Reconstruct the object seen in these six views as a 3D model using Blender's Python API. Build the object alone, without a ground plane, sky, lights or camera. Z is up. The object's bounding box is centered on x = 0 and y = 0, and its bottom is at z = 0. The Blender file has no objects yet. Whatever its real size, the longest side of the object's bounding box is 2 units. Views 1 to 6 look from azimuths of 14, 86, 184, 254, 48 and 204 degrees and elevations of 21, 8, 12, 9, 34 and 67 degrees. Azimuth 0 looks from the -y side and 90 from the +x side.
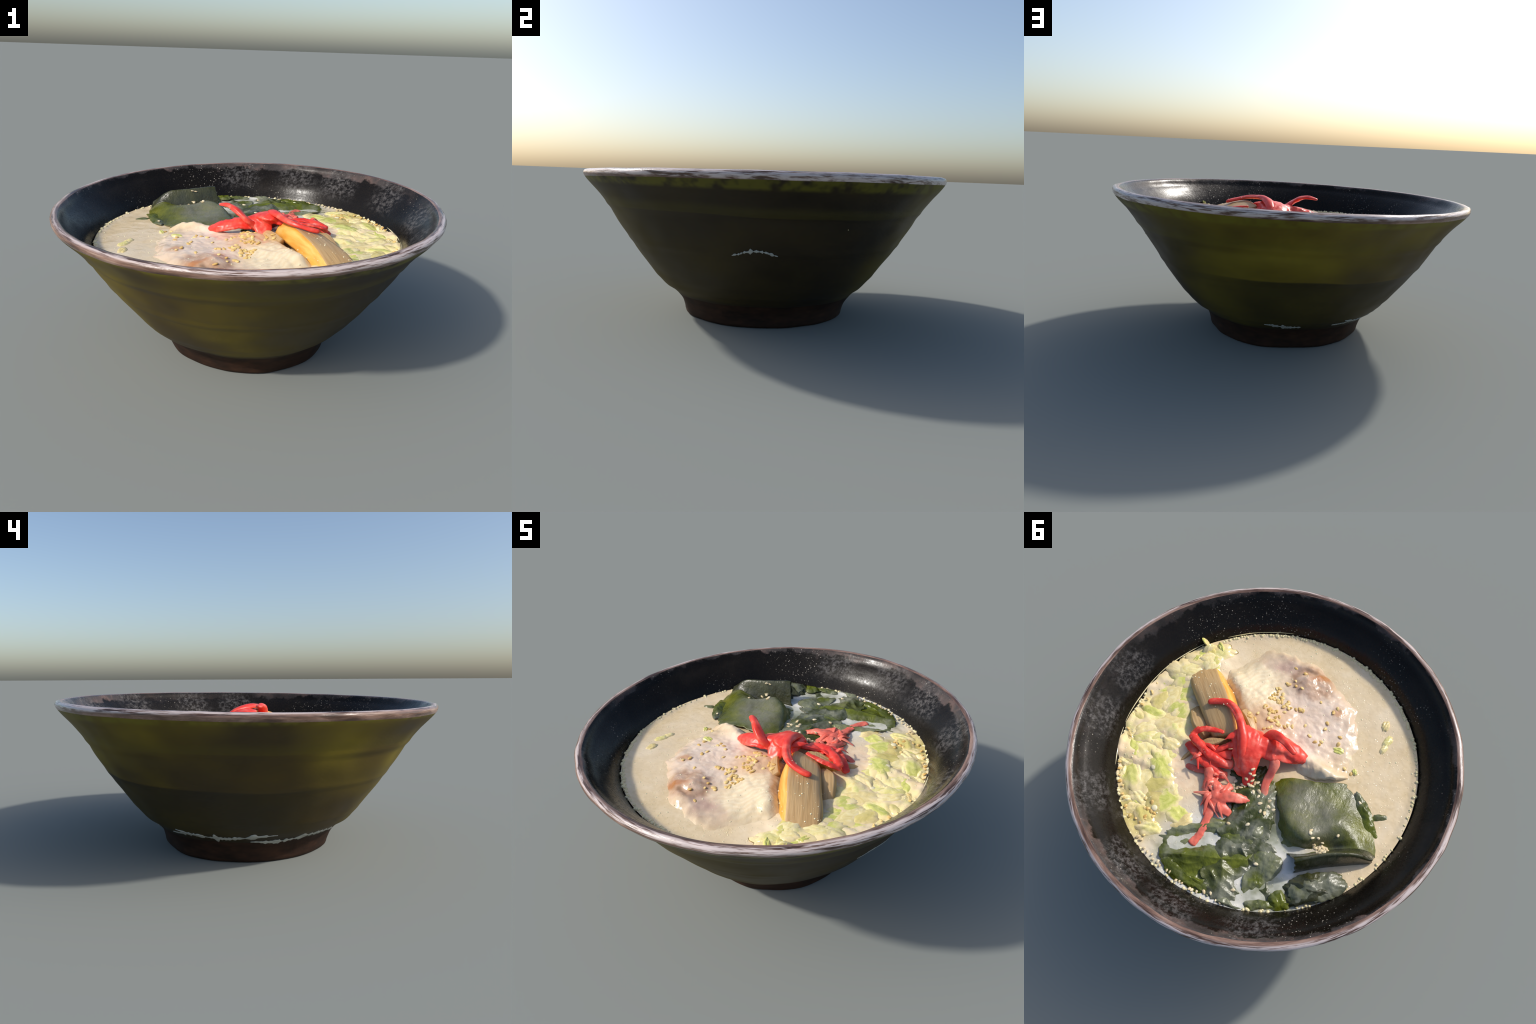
import bpy, bmesh, math, random
from mathutils import Vector, noise
from mathutils.bvhtree import BVHTree

random.seed(11)
RNG = random.Random(5)
COL = bpy.context.scene.collection
TAU = 2 * math.pi
SOUP_Z = 0.586


# ------------------------------------------------------------------ helpers
def srgb(r, g, b):
    f = lambda c: (c / 255 / 12.92) if c <= 10 else ((c / 255 + 0.055) / 1.055) ** 2.4
    return (f(r), f(g), f(b), 1.0)


def lerp(a, b, t):
    return a + (b - a) * t


def smooth(a, b, x):
    t = max(0.0, min(1.0, (x - a) / (b - a)))
    return t * t * (3 - 2 * t)


def sink(p):
    """Lower a point that lies near the broth line; leave the high ones."""
    return (p[0], p[1], p[2] - 0.018 * smooth(0.70, 0.60, p[2]))


def gauss(x, y, cx, cy, sx, sy=None, rot=0.0):
    sy = sy or sx
    c, s = math.cos(rot), math.sin(rot)
    dx, dy = x - cx, y - cy
    u, v = (c * dx + s * dy) / sx, (-s * dx + c * dy) / sy
    return math.exp(-(u * u + v * v))


def n3(x, y, z=0.0, s=1.0):
    return noise.noise(Vector((x * s, y * s, z * s)))


def fbm(x, y, z=0.0, s=1.0, o=4):
    return noise.fractal(Vector((x * s, y * s, z * s)), 1.0, 2.0, o)


def catmull(pts, t, closed=False):
    """Point on a Catmull-Rom spline through pts (tuples), t in 0..1."""
    n = len(pts)
    seg = n if closed else n - 1
    u = min(max(t, 0.0), 1.0) * seg
    i = min(int(u), seg - 1)
    f = u - i
    if closed:
        p = [pts[(i + k) % n] for k in (-1, 0, 1, 2)]
    else:
        p = [pts[min(max(i + k, 0), n - 1)] for k in (-1, 0, 1, 2)]
    out = []
    for a, b, c, d in zip(*p):
        out.append(0.5 * (2 * b + (c - a) * f + (2 * a - 5 * b + 4 * c - d) * f * f + (3 * b - a - 3 * c + d) * f ** 3))
    return out


def interp(xs, ys, x):
    """Smooth (monotone-ish cubic) interpolation through a profile."""
    if x <= xs[0]:
        return ys[0]
    for i in range(len(xs) - 1):
        if x <= xs[i + 1]:
            h = xs[i + 1] - xs[i]
            t = (x - xs[i]) / h
            d = lambda k: 0 if k in (0, len(xs) - 1) else (ys[k + 1] - ys[k - 1]) / (xs[k + 1] - xs[k - 1])
            m0, m1 = d(i) * h, d(i + 1) * h
            return (2 * t ** 3 - 3 * t * t + 1) * ys[i] + (t ** 3 - 2 * t * t + t) * m0 + (3 * t * t - 2 * t ** 3) * ys[i + 1] + (t ** 3 - t * t) * m1
    return ys[-1]


def mesh_object(name, verts, faces, mat, parent=None, flat=False):
    me = bpy.data.meshes.new(name)
    me.from_pydata([tuple(v) for v in verts], [], faces)
    bm = bmesh.new()
    bm.from_mesh(me)
    bmesh.ops.recalc_face_normals(bm, faces=bm.faces)
    bm.to_mesh(me)
    bm.free()
    if not flat:
        me.polygons.foreach_set("use_smooth", [True] * len(me.polygons))
    me.materials.append(mat)
    ob = bpy.data.objects.new(name, me)
    COL.objects.link(ob)
    if parent:
        ob.parent = parent
    return ob


def empty(name, parent=None):
    ob = bpy.data.objects.new(name, None)
    COL.objects.link(ob)
    ob.empty_display_size = 0.1
    if parent:
        ob.parent = parent
    return ob


def grid_faces(rows, cols, closed=False, off=0):
    f = []
    for i in range(rows - 1):
        for j in range(cols if closed else cols - 1):
            k = (j + 1) % cols
            f.append((off + i * cols + j, off + i * cols + k, off + (i + 1) * cols + k, off + (i + 1) * cols + j))
    return f


def thick_sheet(name, pts, rows, cols, mat, parent, t=0.006, closed=False):
    """A sheet given as rows of points, turned into a thin solid with round-over edge."""
    V = [Vector(p) for p in pts]
    N = []
    for i in range(rows):
        for j in range(cols):
            g = lambda a, b: V[min(max(a, 0), rows - 1) * cols + (b % cols if closed else min(max(b, 0), cols - 1))]
            nn = (g(i + 1, j) - g(i - 1, j)).cross(g(i, j + 1) - g(i, j - 1))
            N.append(nn.normalized() if nn.length > 1e-12 else Vector((0, 0, 1)))
    top = [v + n * t / 2 for v, n in zip(V, N)]
    bot = [v - n * t / 2 for v, n in zip(V, N)]
    off = rows * cols
    f = grid_faces(rows, cols, closed) + grid_faces(rows, cols, closed, off)
    border = []
    if closed:
        loops = [[j for j in range(cols)] + [0], [(rows - 1) * cols + j for j in range(cols)] + [(rows - 1) * cols]]
    else:
        loops = [[j for j in range(cols)] + [i * cols + cols - 1 for i in range(1, rows)] +
                 [(rows - 1) * cols + j for j in range(cols - 2, -1, -1)] + [i * cols for i in range(rows - 2, -1, -1)]]
    for lp in loops:
        for a, b in zip(lp, lp[1:]):
            f.append((a, b, b + off, a + off))
    return mesh_object(name, top + bot, f, mat, parent)


def polar_patch(name, outline, mat, parent, zfun, rings=14, segs=72, t=0.006, ragged=0.0, seed=0.0, floor=None):
    """A leaf or slice: a closed outline filled from its middle, raised by zfun(x, y, q), q = 0 middle .. 1 edge."""
    cx = sum(p[0] for p in outline) / len(outline)
    cy = sum(p[1] for p in outline) / len(outline)
    pts = []
    for i in range(rings):
        q = 0.02 + 0.98 * (i / (rings - 1)) ** 0.8
        for j in range(segs):
            ox, oy = catmull([(p[0], p[1]) for p in outline], j / segs, True)
            k = q
            if ragged:
                k *= 1 + ragged * q * q * (n3(ox, oy, seed, 30) + 0.8 * n3(ox, oy, seed + 3, 75))
            x, y = cx + (ox - cx) * k, cy + (oy - cy) * k
            pts.append((x, y, zfun(x, y, q)))
    V = [Vector(p) for p in pts]
    if floor is None:
        # thin sheet
        bot = [v - Vector((0, 0, t)) for v in V]
    else:
        bot = [Vector((v.x, v.y, floor)) for v in V]
    off = rings * segs
    f = grid_faces(rings, segs, True) + grid_faces(rings, segs, True, off)
    f.append(tuple(range(segs)))
    f.append(tuple(off + j for j in range(segs)))
    for j in range(segs):
        a, b = (rings - 1) * segs + j, (rings - 1) * segs + (j + 1) % segs
        f.append((a, b, b + off, a + off))
    return mesh_object(name, V + bot, f, mat, parent)


def strand(name, spine, widths, mat, parent, flat=0.6, segs=12, steps=36, seed=0.0, lump=0.12, drop_low=True):
    """A soft shred swept along a spine; widths runs along it."""
    spine = [sink(p) for p in spine] if drop_low else spine
    C = [Vector(catmull(spine, i / (steps - 1))) for i in range(steps)]
    verts, faces = [], []
    side0 = None
    for i, c in enumerate(C):
        tan = (C[min(i + 1, steps - 1)] - C[max(i - 1, 0)]).normalized()
        s = tan.cross(Vector((0, 0, 1)))
        if s.length < 0.15:
            s = side0 or Vector((1, 0, 0))
        s.normalize()
        if side0 is not None:
            s = (side0 - tan * side0.dot(tan)).normalized().lerp(s, 0.35).normalized()
        side0 = s
        up = s.cross(tan).normalized()
        u = i / (steps - 1)
        k = u * (len(widths) - 1)
        a = min(int(k), len(widths) - 2)
        w = lerp(widths[a], widths[a + 1], smooth(0, 1, k - a))
        w *= math.sqrt(max(0.02, 1 - max(0, abs(2 * u - 1) - 0.9) ** 2 * 90))
        for j in range(segs):
            an = TAU * j / segs
            r = 1 + lump * n3(math.cos(an) * 1.5 + seed, math.sin(an) * 1.5, u * 6 + seed, 1.0) + 0.10 * math.cos(3 * an + seed + 2 * u)
            verts.append(c + s * (math.cos(an) * w * 0.5 * r) + up * (math.sin(an) * w * 0.5 * flat * r))
    faces = grid_faces(steps, segs, True)
    faces.append(tuple(range(segs)))
    faces.append(tuple((steps - 1) * segs + j for j in range(segs)))
    return mesh_object(name, verts, faces, mat, parent)


def ellipsoid_data(name, mat, sx, sy, sz, taper=0.0, segs=12, rings=8):
    verts, faces = [(0, 0, -sz)], []
    pts = []
    for i in range(1, rings):
        a = math.pi * i / rings
        for j in range(segs):
            b = TAU * j / segs
            x = math.sin(a) * math.cos(b)
            k = 1 - taper * x
            pts.append((x * sx, math.sin(a) * math.sin(b) * sy * k, -math.cos(a) * sz * k))
    verts = pts + [(0, 0, -sz), (0, 0, sz)]
    faces = grid_faces(rings - 1, segs, True)
    n = len(pts)
    for j in range(segs):
        k = (j + 1) % segs
        faces.append((k, j, n))
        faces.append(((rings - 2) * segs + j, (rings - 2) * segs + k, n + 1))
    ob = mesh_object(name, verts, faces, mat)
    me = ob.data
    bpy.data.objects.remove(ob)
    return me


# ------------------------------------------------------------------ material kit
class Mat:
    def __init__(self, name):
        self.m = bpy.data.materials.new(name)
        self.m.use_nodes = True
        self.t = self.m.node_tree
        self.t.nodes.clear()
        self.out = self.t.nodes.new("ShaderNodeOutputMaterial")
        self.p = self.t.nodes.new("ShaderNodeBsdfPrincipled")
        self.t.links.new(self.p.outputs[0], self.out.inputs[0])
        self.co = self.t.nodes.new("ShaderNodeTexCoord").outputs["Object"]

    def link(self, v, sock):
        if isinstance(v, bpy.types.NodeSocket):
            self.t.links.new(v, sock)
        elif v is not None:
            sock.default_value = v

    def set(self, **k):
        for n, v in k.items():
            self.link(v, self.p.inputs[n.replace("_", " ")])

    def mapping(self, scale=(1, 1, 1), rot=(0, 0, 0), loc=(0, 0, 0), co=None):
        n = self.t.nodes.new("ShaderNodeMapping")
        self.t.links.new(co or self.co, n.inputs[0])
        n.inputs["Scale"].default_value = scale
        n.inputs["Rotation"].default_value = rot
        n.inputs["Location"].default_value = loc
        return n.outputs[0]

    def noise(self, scale, detail=3, rough=0.55, dist=0.0, co=None):
        n = self.t.nodes.new("ShaderNodeTexNoise")
        self.t.links.new(co or self.co, n.inputs["Vector"])
        n.inputs["Scale"].default_value = scale
        n.inputs["Detail"].default_value = detail
        n.inputs["Roughness"].default_value = rough
        n.inputs["Distortion"].default_value = dist
        return n.outputs[0]

    def voronoi(self, scale, feature="F1", co=None, rand=1.0):
        n = self.t.nodes.new("ShaderNodeTexVoronoi")
        n.feature = feature
        self.t.links.new(co or self.co, n.inputs["Vector"])
        n.inputs["Scale"].default_value = scale
        n.inputs["Randomness"].default_value = rand
        return n.outputs

    def wave(self, scale, dist=2.0, detail=2, co=None, direction="X"):
        n = self.t.nodes.new("ShaderNodeTexWave")
        n.bands_direction = direction
        self.t.links.new(co or self.co, n.inputs["Vector"])
        n.inputs["Scale"].default_value = scale
        n.inputs["Distortion"].default_value = dist
        n.inputs["Detail"].default_value = detail
        return n.outputs["Fac"]

    def math(self, op, a, b=None, c=None, clamp=False):
        n = self.t.nodes.new("ShaderNodeMath")
        n.operation = op
        n.use_clamp = clamp
        for v, s in zip((a, b, c), n.inputs):
            self.link(v, s)
        return n.outputs[0]

    def range(self, v, a, b, c=0.0, d=1.0):
        n = self.t.nodes.new("ShaderNodeMapRange")
        n.interpolation_type = "SMOOTHSTEP"
        for x, s in zip((v, a, b, c, d), n.inputs):
            self.link(x, s)
        return n.outputs[0]

    def mix(self, f, a, b):
        n = self.t.nodes.new("ShaderNodeMix")
        n.data_type = "RGBA"
        self.link(f, n.inputs[0])
        self.link(a, n.inputs[6])
        self.link(b, n.inputs[7])
        return n.outputs[2]

    def ramp(self, f, *stops):
        n = self.t.nodes.new("ShaderNodeValToRGB")
        e = n.color_ramp.elements
        while len(e) < len(stops):
            e.new(0.5)
        for s, (p, c) in zip(e, stops):
            s.position, s.color = p, c
        self.link(f, n.inputs[0])
        return n.outputs[0]

    def xyz(self, co=None):
        n = self.t.nodes.new("ShaderNodeSeparateXYZ")
        self.t.links.new(co or self.co, n.inputs[0])
        return n.outputs

    def spot(self, x, y, r0, r1, wob=0.0, scale=6.0, sx=1.0, sy=1.0, rot=0.0):
        """1 inside an ellipse about (x, y), 0 outside; wobbling edge."""
        X, Y, _ = self.xyz()
        dx, dy = self.math("SUBTRACT", X, x), self.math("SUBTRACT", Y, y)
        c, s = math.cos(rot), math.sin(rot)
        u = self.math("ADD", self.math("MULTIPLY", dx, c / sx), self.math("MULTIPLY", dy, s / sx))
        v = self.math("ADD", self.math("MULTIPLY", dx, -s / sy), self.math("MULTIPLY", dy, c / sy))
        d = self.math("SQRT", self.math("ADD", self.math("MULTIPLY", u, u), self.math("MULTIPLY", v, v)))
        if wob:
            d = self.math("ADD", d, self.math("MULTIPLY", self.math("SUBTRACT", self.noise(scale, 3), 0.5), wob))
        return self.range(d, r0, r1, 1.0, 0.0)

    def bump(self, h, strength=0.3, dist=0.01):
        n = self.t.nodes.new("ShaderNodeBump")
        n.inputs["Strength"].default_value = strength
        n.inputs["Distance"].default_value = dist
        self.link(h, n.inputs["Height"])
        self.link(n.outputs[0], self.p.inputs["Normal"])

    def random(self):
        return self.t.nodes.new("ShaderNodeObjectInfo").outputs["Random"]


# ------------------------------------------------------------------ bowl form
# outer profile: height as a share of rim height, radius
OUT_Z = [0.0, 0.012, 0.038, 0.102, 0.150, 0.190, 0.217, 0.268, 0.345, 0.446, 0.548, 0.650, 0.752, 0.853, 0.920, 0.945, 0.968, 0.985]
OUT_R = [0.432, 0.441, 0.445, 0.463, 0.492, 0.528, 0.562, 0.600, 0.648, 0.7065, 0.762, 0.814, 0.862, 0.921, 0.968, 0.984, 0.996, 0.997]
# lip: from outer edge over the top to the inner edge
LIP = [(0.997, 0.985), (0.990, 0.997), (0.976, 1.002), (0.961, 0.998), (0.951, 0.986), (0.943, 0.972)]
# inner wall from lip to floor: share of rim height, radius
IN_Z = [0.972, 0.92, 0.84, 0.767, 0.740, 0.62, 0.45, 0.32, 0.27, 0.26]
IN_R = [0.943, 0.902, 0.846, 0.813, 0.802, 0.72, 0.56, 0.36, 0.18, 0.0]


def rim_height(a):
    return 0.787 + 0.0164 * math.cos(a) + 0.0106 * math.sin(a) + 0.0018 * n3(math.cos(a), math.sin(a), 2.0, 5.0)


def bowl_point(a, r, f, wob=1.0):
    """Point at azimuth a, radius r, height share f; the clay is not quite round and slightly dented."""
    w = min(1, f)
    k = 1 + (0.0017 * math.cos(2 * a) - 0.0006 * math.sin(2 * a)) * w + (1 - w) * (-0.0094 * math.cos(2 * a) + 0.0026 * math.sin(2 * a) - 0.0071 * math.cos(3 * a) - 0.0032 * math.sin(3 * a))
    z = f * rim_height(a)
    k += 0.005 * w * math.exp(-((a - 2.35) / 0.7) ** 2)
    dent = wob * (0.005 * n3(math.cos(a) * r, math.sin(a) * r, z, 3.0) + 0.004 * n3(math.cos(a) * r, math.sin(a) * r, z, 9.0))
    rr = r * k + dent
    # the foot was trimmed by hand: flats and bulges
    low = (1 - smooth(0.10, 0.26, f))
    wrap = lambda c, s_: math.exp(-((((a - c + math.pi) % TAU) - math.pi) / s_) ** 2)
    rr += low * (0.006 * wrap(-1.13, 0.42) + 0.013 * wrap(-0.5, 0.3) + 0.008 * wrap(0.17, 0.25) + 0.006 * wrap(-2.2, 0.3) + 0.013 * wrap(2.25, 0.4) + 0.012 * wrap(1.25, 0.3) + 0.004 * n3(math.cos(a) * 3, math.sin(a) * 3, 9, 1.0))
    cx = 0.0076 * (1 - w) - 0.0007 * w
    cy = -0.0002 * (1 - w) - 0.003 * w
    return Vector((cx + rr * math.cos(a), cy + rr * math.sin(a), z))


def outer_radius(f, a=0.0):
    r = interp(OUT_Z, OUT_R, f)
    # throwing rings: soft steps left by the potter's fingers
    for c, h in ((0.30, 0.0015), (0.545, 0.0025), (0.765, 0.003)):
        c2 = c + 0.012 * math.sin(a + c * 20)
        r += h * math.exp(-((f - c2) / 0.018) ** 2) - 0.5 * h * math.exp(-((f - c2 + 0.035) / 0.02) ** 2)
    return r


SEG = 256
rows, tags = [], []
foot_f, body_f = 0.145, 0.952
for r, f in [(0.001, 0.02), (0.2, 0.02), (0.365, 0.018), (0.382, 0.004), (0.392, 0.0)]:
    rows.append((r, f, 0.0)); tags.append("foot")
for i in range(0, 97):
    f = 0.985 * i / 96
    rows.append((None, f, 1.0)); tags.append("foot" if f < foot_f else "body" if f < body_f else "lip")
for r, f in LIP[1:]:
    rows.append((r, f, 1.0)); tags.append("lip" if r > 0.965 else "inner_wall")
for i in range(1, 41):
    f = lerp(0.972, 0.26, i / 40)
    r = None
    # inner wall radius by height
    zz, rr_ = IN_Z[::-1], IN_R[::-1]
    rows.append((max(0.001, interp(zz, rr_, f)), f, 0.6)); tags.append("inner_wall")
bowl_verts = []
for k, (r, f, wob) in enumerate(rows):
    for j in range(SEG):
        a = TAU * j / SEG
        rad = outer_radius(f, a) if r is None else r
        if tags[k] == "lip":
            rad += 0.0025 * n3(math.cos(a) * 9, math.sin(a) * 9, f * 4, 1.0)
            wob_k = wob
        bowl_verts.append(bowl_point(a, rad, f, wob))


# ------------------------------------------------------------------ materials
def m_glaze():
    m = Mat("olive_glaze")
    X, Y, Z = m.xyz()
    big = m.noise(1.6, 2, 0.45)
    streak = m.noise(2.2, 3, 0.5, co=m.mapping(scale=(1, 1, 2.2)))
    olive = m.ramp(streak, (0.25, srgb(86, 72, 18)), (0.5, srgb(106, 92, 20)), (0.75, srgb(122, 108, 24)))
    brown = m.ramp(streak, (0.3, srgb(54, 43, 17)), (0.7, srgb(76, 62, 20)))
    patch = m.range(big, 0.38, 0.64)
    col = m.mix(patch, brown, olive)
    # broad brown-black area on one side, with a wandering edge
    brown_side = m.spot(0.92, -0.2, 0.45, 1.5, 0.5, 2.0)
    col = m.mix(m.math("MULTIPLY", brown_side, 0.85), col, m.ramp(streak, (0.3, srgb(30, 23, 13)), (0.75, srgb(48, 38, 18))))
    # second dip of glaze: darker coat below an edge that wanders round the bowl
    edge = m.math("ADD", 0.43, m.math("MULTIPLY", m.math("SUBTRACT", m.noise(1.3, 1), 0.5), 0.08))
    low = m.range(m.math("SUBTRACT", Z, edge), -0.006, 0.004, 1.0, 0.0)
    dark = m.ramp(streak, (0.3, srgb(30, 26, 13)), (0.75, srgb(46, 40, 16)))
    col = m.mix(m.math("MULTIPLY", low, m.math("MULTIPLY", m.spot(-0.45, 0.6, 0.5, 0.95, 0.2, 3), 0.8)), col, dark)
    # a lighter ring higher up and a yellow run of glaze under the lip
    e2 = m.math("ADD", 0.605, m.math("MULTIPLY", m.math("SUBTRACT", m.noise(1.1, 1), 0.5), 0.05))
    ring = m.math("MULTIPLY", m.range(m.math("SUBTRACT", Z, e2), -0.003, 0.003), m.range(m.math("SUBTRACT", Z, e2), 0.02, 0.06, 1.0, 0.0))
    col = m.mix(m.math("MULTIPLY", ring, 0.2), col, srgb(92, 86, 20))
    under = m.math("MULTIPLY", m.range(Z, 0.715, 0.735), m.range(m.noise(14, 2), 0.3, 0.6))
    col = m.mix(m.math("MULTIPLY", under, 0.55), col, srgb(112, 108, 26))
    # bare dark edge of the glaze above the foot
    col = m.mix(m.range(m.math("ADD", Z, m.math("MULTIPLY", m.noise(8, 3), 0.03)), 0.14, 0.165, 0.7, 0.0), col, srgb(30, 23, 15))
    m.set(Base_Color=col, Roughness=m.range(streak, 0.3, 0.7, 0.5, 0.68), Specular_IOR_Level=0.3)
    m.bump(m.noise(40, 4, co=m.mapping(scale=(1, 1, 3))), 0.12, 0.004)
    return m.m


def m_clay():
    m = Mat("bare_brown_clay")
    n = m.noise(12, 4, co=m.mapping(scale=(1, 1, 2.5)))
    col = m.ramp(n, (0.3, srgb(34, 23, 16)), (0.55, srgb(48, 31, 21)), (0.8, srgb(64, 42, 28)))
    m.set(Base_Color=col, Roughness=0.75, Specular_IOR_Level=0.2)
    m.bump(m.noise(60, 4), 0.25, 0.004)
    return m.m


def m_lip():
    m = Mat("lip_glaze_baked_highlight")
    X, Y, Z = m.xyz()
    R = m.math("SQRT", m.math("ADD", m.math("MULTIPLY", X, X), m.math("MULTIPLY", Y, Y)))
    cmb = m.t.nodes.new("ShaderNodeCombineXYZ")
    for v, sk in zip((m.math("MULTIPLY", X, 5.0), m.math("MULTIPLY", Y, 5.0), m.math("MULTIPLY", m.math("SUBTRACT", Z, R), 60.0)), cmb.inputs):
        m.link(v, sk)
    n = m.noise(1.0, 4, 0.6, co=cmb.outputs[0])
    n2 = m.noise(2.6, 4, 0.55, co=cmb.outputs[0])
    col = m.ramp(n, (0.3, srgb(62, 44, 36)), (0.45, srgb(100, 76, 64)), (0.58, srgb(134, 106, 92)), (0.75, srgb(164, 140, 126)))
    # bright rim highlight painted along the crest, broken by brown gaps
    crest = m.math("MULTIPLY", m.range(R, 0.972, 0.984), m.range(Z, 0.762, 0.772))
    col = m.mix(m.math("MULTIPLY", crest, m.range(m.math("ADD", m.math("MULTIPLY", n, 0.5), m.math("MULTIPLY", n2, 0.5)), 0.42, 0.54, 0.0, 0.85)), col, srgb(208, 194, 190))
    col = m.mix(m.range(n2, 0.26, 0.40, 0.6, 0), col, srgb(58, 43, 37))
    m.set(Base_Color=col, Roughness=m.range(n, 0.3, 0.7, 0.16, 0.32), Specular_IOR_Level=0.5)
    m.bump(m.math("ADD", n2, m.math("MULTIPLY", n, 2.0)), 0.25, 0.006)
    return m.m


PAINTED_GLINTS = (-10, 10, 38, 64, 84, 109)      # azimuths of wall highlights, put into the black glaze as milky


def m_inner():
    m = Mat("black_inner_glaze")
    X, Y, Z = m.xyz()
    n = m.noise(4, 4, 0.6)
    fine = m.noise(70, 3, 0.6)
    col = m.ramp(n, (0.3, srgb(15, 12, 9)), (0.6, srgb(24, 20, 15)), (0.8, srgb(38, 33, 27)))
    # worn greyish glaze under the lip, with a torn lower edge
    ed = m.math("ADD", m.math("MULTIPLY", m.math("SUBTRACT", m.noise(6, 5, 0.62), 0.5), 0.16), m.math("MULTIPLY", m.math("SUBTRACT", m.noise(28, 3), 0.5), 0.03))
    worn = m.math("MULTIPLY", m.range(m.math("ADD", Z, ed), 0.758, 0.772), m.range(m.noise(1.7, 2), 0.36, 0.58, 0.15, 1.0))
    wc = m.ramp(m.noise(10, 3), (0.3, srgb(52, 49, 48)), (0.5, srgb(74, 68, 66)), (0.7, srgb(104, 86, 80)))
    col = m.mix(m.math("MULTIPLY", worn, 0.8), col, wc)
    # gloss reflections on the inside, lightened into the base colour by milky
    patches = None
    for deg in PAINTED_GLINTS:
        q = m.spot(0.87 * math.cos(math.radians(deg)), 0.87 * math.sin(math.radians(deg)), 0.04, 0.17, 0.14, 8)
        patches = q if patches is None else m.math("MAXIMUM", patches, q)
    glint_paint = m.math("MULTIPLY", patches, m.range(m.noise(46, 6, 0.72), 0.42, 0.72))
    col = m.mix(m.math("MULTIPLY", glint_paint, m.range(Z, 0.62, 0.70, 0.0, 0.5)), col, srgb(132, 128, 126))
    # spattered oil and glaze specks
    v = m.voronoi(62)
    keep = m.range(m.noise(3.0, 2), 0.45, 0.62)
    sp = m.math("MULTIPLY", m.range(v[0], 0.12, 0.22, 1.0, 0.0), m.range(m.xyz(v[1])[0], 0.55, 0.6))
    v2 = m.voronoi(120)
    sp2 = m.math("MULTIPLY", m.range(v2[0], 0.10, 0.22, 1.0, 0.0), m.range(m.xyz(v2[1])[1], 0.72, 0.78))
    spk = m.math("MULTIPLY", m.math("MAXIMUM", sp, sp2), keep)
    col = m.mix(m.math("MULTIPLY", spk, 0.75), col, srgb(178, 170, 156))
    m.set(Base_Color=col, Roughness=m.range(fine, 0.3, 0.7, 0.2, 0.32), Specular_IOR_Level=0.18)
    m.bump(m.math("ADD", m.math("MULTIPLY", fine, 0.4), m.math("ADD", n, spk)), 0.25, 0.005)
    return m.m


def m_chip():
    m = Mat("pale_chipped_glaze")
    m.set(Base_Color=m.ramp(m.noise(30, 2), (0.3, srgb(150, 152, 146)), (0.7, srgb(170, 172, 165))), Roughness=0.9, Specular_IOR_Level=0.1)
    return m.m


def m_broth():
    m = Mat("milky_pork_broth")
    n = m.noise(5, 4, 0.6)
    fine = m.noise(22, 4, 0.6)
    col = m.ramp(n, (0.3, srgb(218, 194, 154)), (0.55, srgb(232, 211, 175)), (0.8, srgb(240, 223, 195)))
    col = m.mix(m.range(m.noise(2.4, 4, 0.6, 0.6), 0.40, 0.64, 0.0, 0.6), col, m.ramp(m.noise(40, 3), (0.35, srgb(216, 190, 142)), (0.65, srgb(230, 206, 162))))
    # pinker in the middle right, grey-white about the seaweed, green-yellow about the cabbage
    col = m.mix(m.math("MULTIPLY", m.spot(0.50, 0.12, 0.15, 0.45, 0.25), 0.8), col, m.ramp(fine, (0.35, srgb(236, 202, 166)), (0.7, srgb(244, 220, 188))))
    cab = m.spot(0.62, -0.02, 0.10, 0.30, 0.3, 7, sx=0.9, sy=2.2)
    col = m.mix(m.math("MULTIPLY", cab, m.range(m.noise(4.5, 3), 0.40, 0.60, 0.15, 0.9)), col, m.ramp(fine, (0.3, srgb(222, 200, 110)), (0.5, srgb(242, 226, 160)), (0.7, srgb(222, 222, 126))))
    cab3 = m.spot(0.50, 0.50, 0.10, 0.22, 0.2, 7)
    col = m.mix(m.math("MULTIPLY", cab3, 0.85), col, m.ramp(fine, (0.3, srgb(170, 150, 72)), (0.6, srgb(204, 190, 112))))
    wak = m.spot(-0.12, 0.62, 0.26, 0.46, 0.18, 5, sx=1.3)
    col = m.mix(m.math("MULTIPLY", wak, 0.9), col, m.ramp(m.noise(6, 4), (0.32, srgb(128, 136, 112)), (0.46, srgb(190, 192, 180)), (0.65, srgb(222, 220, 214))))
    wk2 = m.spot(-0.05, 0.24, 0.10, 0.22, 0.12, 6)
    col = m.mix(m.math("MULTIPLY", wk2, 0.85), col, srgb(70, 76, 50))
    # oil specks
    v = m.voronoi(75)
    sp = m.math("MULTIPLY", m.range(v[0], 0.12, 0.3, 1.0, 0.0), m.range(m.xyz(v[1])[0], 0.62, 0.66))
    col = m.mix(m.math("MULTIPLY", sp, 0.3), col, srgb(236, 222, 176))
    m.set(Base_Color=col, Roughness=0.08, Specular_IOR_Level=0.5)
    m.bump(m.math("ADD", m.math("MULTIPLY", sp, 0.5), m.math("ADD", m.math("MULTIPLY", n, 2.2), m.math("MULTIPLY", m.noise(16, 2), 1.0))), 0.3, 0.010)
    return m.m


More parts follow.
